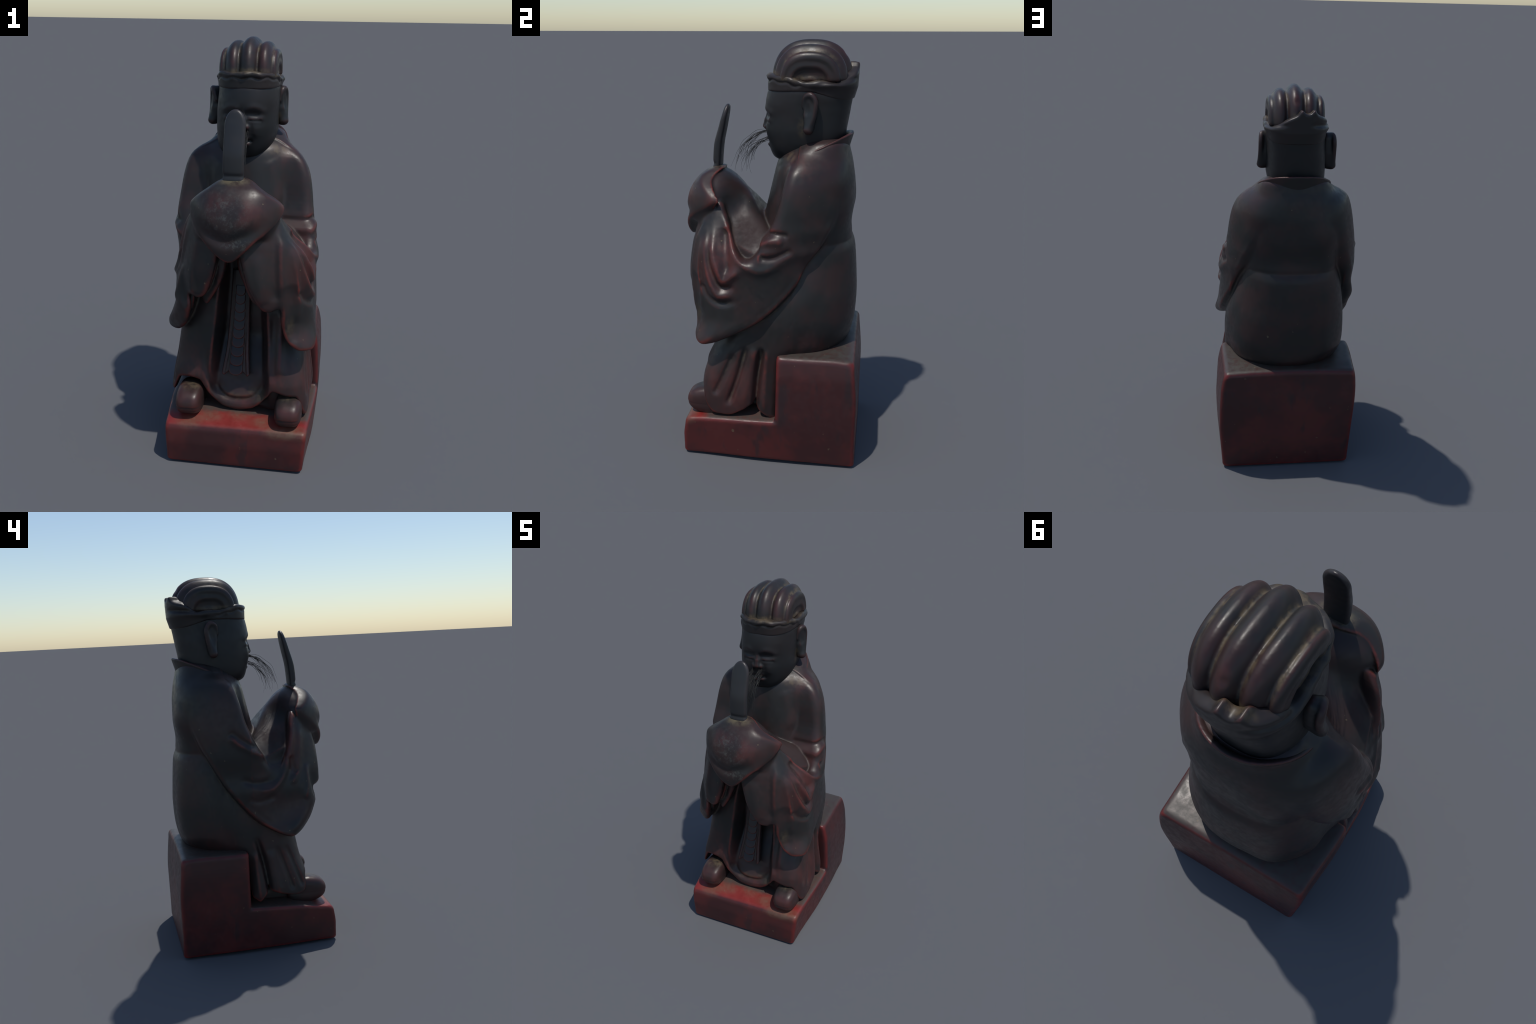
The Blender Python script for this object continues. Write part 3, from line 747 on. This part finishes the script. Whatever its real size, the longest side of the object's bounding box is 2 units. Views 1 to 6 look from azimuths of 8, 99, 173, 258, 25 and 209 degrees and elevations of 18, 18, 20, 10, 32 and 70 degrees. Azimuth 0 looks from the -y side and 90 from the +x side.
# ---- hat: five lobes over the crown, gathered into a knobbed band with a flared back
def build_hat():
    b = Box((-0.22, -0.08, 1.72), (0.18, 0.42, 2.02), 0.004)
    x, y, z = b.X, b.Y, b.Z
    cx, cy, z0 = -0.012, 0.158, 1.80
    # every vertical slice is the same arch, scaled by a lobed profile across x
    q = ((np.where(y < cy, (cy - y) / 0.186, (y - cy) / 0.190)) ** 2.5 + (np.maximum(z - z0, 0) / 0.198) ** 2.5) ** 0.4

    def lobed(u):
        env = curve([-0.17, -0.08, -0.012, 0.055, 0.15], [0.60, 0.79, 0.87, 0.79, 0.60], u).astype(float)
        for x0, hgt, w, drop in ((-0.008, 1.0, 0.036, 0.13), (-0.079, 0.91, 0.034, 0.13), (0.063, 0.895, 0.034, 0.13),
                                 (-0.136, 0.745, 0.028, 0.12), (0.111, 0.73, 0.028, 0.12)):
            env = smax(env, hgt - drop * (u - x0) ** 2 / w ** 2, 0.045)
        return env
    wave = x + 0.005 * np.sin(13 * y + 0.6) + 0.06 * (x - cx) * sstep(0.18, 0.36, y)
    sx = lobed(wave.astype(float))
    slope = (lobed(wave + 0.002) - lobed(wave - 0.002)) / 0.004
    crown = ((q - sx) / np.sqrt(5.3 ** 2 + slope ** 2)).astype(f4)
    # the outermost lobe curls in on itself on either side
    swirl = q + 0.05 * np.sin(np.arctan2(z - 1.84, y - 0.16))
    cheek = curve([0.0, 0.12, 0.24, 0.36, 0.47, 0.57, 0.68, 0.85, 1.1],
                  [0.140, 0.138, 0.134, 0.136, 0.146, 0.1445, 0.150, 0.148, 0.146], swirl)
    crown = smax(crown, np.abs(x - cx + 0.003) - cheek + 0.008, 0.030)
    crown = crown + 0.004 * np.exp(-(((x + 0.008) / 0.012)**2 + ((y - 0.31) / 0.012)**2 + ((z - 1.93) / 0.02)**2))
    crown = smax(crown, 1.815 - z, 0.015)
    solid("hat_crown", crown, b, M_HAT)

    # band
    hx, hy = -0.018, 0.15
    ang = np.arctan2(x - hx, -(y - hy))                 # 0 at the front, pi at the back
    a = np.abs(ang)
    r = ((np.abs(x - hx) / 0.1475) ** 2.5 + np.where(y < hy, (hy - y) / 0.193, (y - hy) / 0.202) ** 2.5) ** 0.4
    back = sstep(1.7, 2.7, a)
    xb = np.abs(x + 0.055)                              # the back peaks stand a little off centre
    rear = curve([0.0, 0.012, 0.030, 0.050, 0.09, 0.13, 0.17], [1.882, 1.886, 1.900, 1.878, 1.858, 1.832, 1.812], xb)
    top = 1.846 - 0.026 * sstep(0.5, 1.6, a) + 0.004 * np.sin(ang * 7.0 + 0.5)
    top = top + (rear - top) * sstep(0.22, 0.30, y)
    bot = 1.768 + 0.004 * sstep(0.3, 1.2, a) - 0.035 * sstep(1.6, 2.6, a)
    wav = 0.5 + 0.5 * np.cos(ang * 17)
    wav = wav * (0.55 + 0.45 * np.sin(ang * 5.3 + 0.8))
    knob = np.exp(-((z - top + 0.015) / 0.015) ** 2) * wav * sstep(1.6, 1.3, a)
    lip = np.exp(-((z - top + 0.012) / 0.018) ** 2) * (1 - back)
    wing = np.exp(-((a - 2.0) / 0.45) ** 2) * np.exp(-((z - 1.803) / 0.016) ** 2)
    rise = np.clip((z - bot) / 0.055, 0, 1)
    off = 0.003 + 0.002 * lip + 0.0075 * knob + 0.013 * wing + back * (0.013 * rise + 0.004 * np.clip((z - 1.80) / 0.1, 0, 1))
    scal = 0.5 + 0.5 * np.cos(ang * 15 + 1.0)
    off = off - 0.004 * np.exp(-((z - (1.822 - 0.026 * sstep(0.5, 1.6, a) - 0.008 * scal)) / 0.005) ** 2) * sstep(1.6, 1.3, a)
    # folded-over crease that runs from each ear round to the back
    line = 1.822 + 0.02 * np.cos((a - math.pi) * 1.4) - 0.01
    off = off - 0.009 * np.exp(-((z - line) / 0.010) ** 2) * sstep(1.75, 2.1, a) * sstep(2.98, 2.6, a)
    depth = 0.020 + 0.012 * (1 - back)
    band = np.abs((r - 1) * 0.165 - off + depth) - depth
    band = smax(band, z - top, 0.014)
    band = smax(band, bot - z, 0.006)
    solid("hat_band", band, b, M_BAND)


build_hat()


# ---- tablet held upright: a bent, round-topped slip
def build_tablet():
    b = Box((-0.10, -0.35, 1.34), (0.06, -0.20, 1.73), 0.0035)
    x, y, z = b.X, b.Y, b.Z
    yc = curve([1.34, 1.40, 1.50, 1.60, 1.685, 1.73], [-0.300, -0.298, -0.291, -0.268, -0.247, -0.236], z)
    th = curve([1.34, 1.42, 1.5, 1.6, 1.68, 1.71], [0.021, 0.022, 0.023, 0.019, 0.013, 0.010], z)
    cx = -0.0205 + 0.004 * (z - 1.55)
    th = th * (1 - 0.35 * (np.abs(x - cx) / 0.048) ** 2)
    w = 0.0475
    arch = np.sqrt(np.maximum(np.abs(x - cx), 0) ** 2 / w ** 2 + np.maximum(z - 1.632, 0) ** 2 / 0.070 ** 2) - 1
    d = smax(arch * 0.047, np.abs(y - yc) - th, 0.012)
    d = d + 0.004 * np.exp(-((z - 1.418) / 0.010) ** 2) * sstep(-0.29, -0.31, y)
    d = smax(d, 1.35 - z, 0.01)
    solid("tablet", d, b, M_TABLET)


build_tablet()


# ---- shoes: blunt upturned toes under the hem
def build_shoes():
    for cx, z0, yt in ((0.258, 0.0, -0.408), (-0.232, 0.010, -0.386)):
        b = Box((cx - 0.12, -0.45, 0.17), (cx + 0.12, -0.13, 0.42), 0.004)
        u = (b.X - cx) / 0.066
        v = (b.Y - (yt + 0.10)) / 0.10
        w = (b.Z - (0.278 + z0)) / 0.074
        w = w + 0.25 * np.maximum(-v, 0) * np.sign(w)
        v = np.where(v > 0, v * 0.8, v)
        d = ((np.abs(u)**3.6 + np.abs(v)**3.0 + np.abs(w)**3.2) ** (1/3.2) - 1) * 0.068
        seam = 0.0012 * np.exp(-((b.Z - (0.268 + z0)) / 0.004) ** 2)
        d = d + seam + 0.02 * np.maximum(0, 0.24 + z0 - b.Z)
        solid("shoe", d, b, M_SHOE)


build_shoes()


# ---- sash: bordered strip with a column of overlapping tongues
def build_sash():
    b = Box((-0.11, -0.30, 0.38), (0.10, -0.09, 0.93), 0.0035)
    x, y, z = b.X, b.Y, b.Z
    cx = -0.006 + 0.02 * (z - 0.6)
    hw = curve([0.40, 0.46, 0.55, 0.7, 0.93], [0.074, 0.066, 0.056, 0.050, 0.045], z)
    yc = curve([0.38, 0.42, 0.50, 0.60, 0.70, 0.80, 0.93], [-0.278, -0.260, -0.230, -0.198, -0.178, -0.166, -0.150], z)
    u = np.abs(x - cx)
    foot = 0.440 + 0.02 * np.cos(u * 60) * sstep(0.02, 0.06, u)
    d = smax(np.abs(y - yc) - 0.012, u - hw, 0.006)
    d = smax(d, foot - z, 0.006)
    border = smax(np.abs(u - hw + 0.010) - 0.0075, np.abs(y - yc + 0.008) - 0.010, 0.006)
    d = smin(d, smax(border, foot - z, 0.006), 0.004)
    strip = smax(smax(u - 0.032, np.abs(y - yc + 0.010) - 0.010, 0.006), 0.43 - z, 0.006)
    d = smin(d, strip, 0.004)
    solid("sash", d, b, M_SASH)
    o = bpy.data.objects["sash"]
    # tongues, one shared mesh
    t = Box((-0.04, -0.025, -0.045), (0.04, 0.025, 0.035), 0.003)
    u, v, w = t.X, t.Y, t.Z
    lobe = np.sqrt((u / 0.030) ** 2 + (np.minimum(w + 0.004, 0) / 0.026) ** 2) - 1
    k = smax(lobe * 0.03, np.abs(v - 0.005 - 0.22 * w) - 0.006, 0.006)
    k = smax(k, w - 0.026, 0.006)
    V, Q = surface_nets(k, t)
    first = add_mesh("sash_tongue", relax(V, Q, 2), Q, M_SASH)
    run = lambda h: curve([0.38, 0.42, 0.50, 0.60, 0.70, 0.80, 0.93], [-0.278, -0.260, -0.230, -0.198, -0.178, -0.166, -0.150], np.array([h]))[0]
    for i in range(10):
        zz = 0.455 + i * 0.0425
        q = first if i == 0 else first.copy()
        if i:
            bpy.context.collection.objects.link(q)
        q.parent = o
        q.location = (-0.006 + 0.02 * (zz - 0.6), float(curve([0.38, 0.42, 0.50, 0.60, 0.70, 0.80, 0.93], [-0.278, -0.260, -0.230, -0.198, -0.178, -0.166, -0.150], np.array([zz]))[0]) - 0.025, zz)
        s = 1.12 - 0.032 * i
        q.scale = (s, 1.0, 1.0)
        q.rotation_euler = (-math.atan(float(run(zz + 0.02) - run(zz - 0.02)) / 0.04), float(rng.uniform(-0.04, 0.04)), 0)


build_sash()


# ---- moustache: stiff separate hairs springing from the lip
def build_moustache():
    n = Nodes("hair")
    mat = n.done(n.mix(n.noise(40.0), (0.008, 0.008, 0.008), (0.02, 0.019, 0.018)), 0.6)
    cu = bpy.data.curves.new("moustache", 'CURVE')
    cu.dimensions = '3D'
    cu.bevel_depth = 0.0009
    cu.bevel_resolution = 1
    for i in range(36):
        up = i % 2 == 0
        x0 = -0.022 + float(rng.choice([-1, 1])) * float(rng.uniform(0.012, 0.03))
        p = np.array([x0, -0.052 if up else -0.043, (1.578 if up else 1.545) + float(rng.normal(0, 0.005))])
        length = float(rng.uniform(0.15, 0.28)) if up else float(rng.uniform(0.12, 0.25))
        ang = math.radians(float(rng.uniform(5, 24)) if up else float(rng.uniform(8, 26)))
        drift = (float(rng.uniform(-0.14, 0.14)) - (x0 + 0.022) * 1.0)
        bend = float(rng.uniform(60, 84))
        pts = [p]
        steps = 12
        wob = float(rng.uniform(0, 6))
        for k in range(steps):
            a = ang + math.radians(bend) * (k / steps) ** 1.0 + 0.16 * math.sin(wob + k * 1.3)
            st = length / steps
            p = p + st * np.array([drift + 0.10 * math.sin(wob * 2 + k), -math.cos(a), -math.sin(a)])
            pts.append(p)
        sp = cu.splines.new('POLY')
        sp.points.add(len(pts) - 1)
        for q, pt, k in zip(sp.points, pts, range(len(pts))):
            q.co = (*pt, 1)
            q.radius = 1.0 - 0.7 * (k / steps) ** 2
    tmp = bpy.data.objects.new("moustache_curve", cu)
    bpy.context.collection.objects.link(tmp)
    bpy.context.view_layer.update()
    me = bpy.data.meshes.new_from_object(tmp.evaluated_get(bpy.context.evaluated_depsgraph_get()))
    bpy.data.objects.remove(tmp)
    me.name = "moustache"
    me.materials.clear()
    me.materials.append(mat)
    o = bpy.data.objects.new("moustache", me)
    bpy.context.collection.objects.link(o)
    o.parent = ROOT
    o["kind"] = "stuff"


build_moustache()
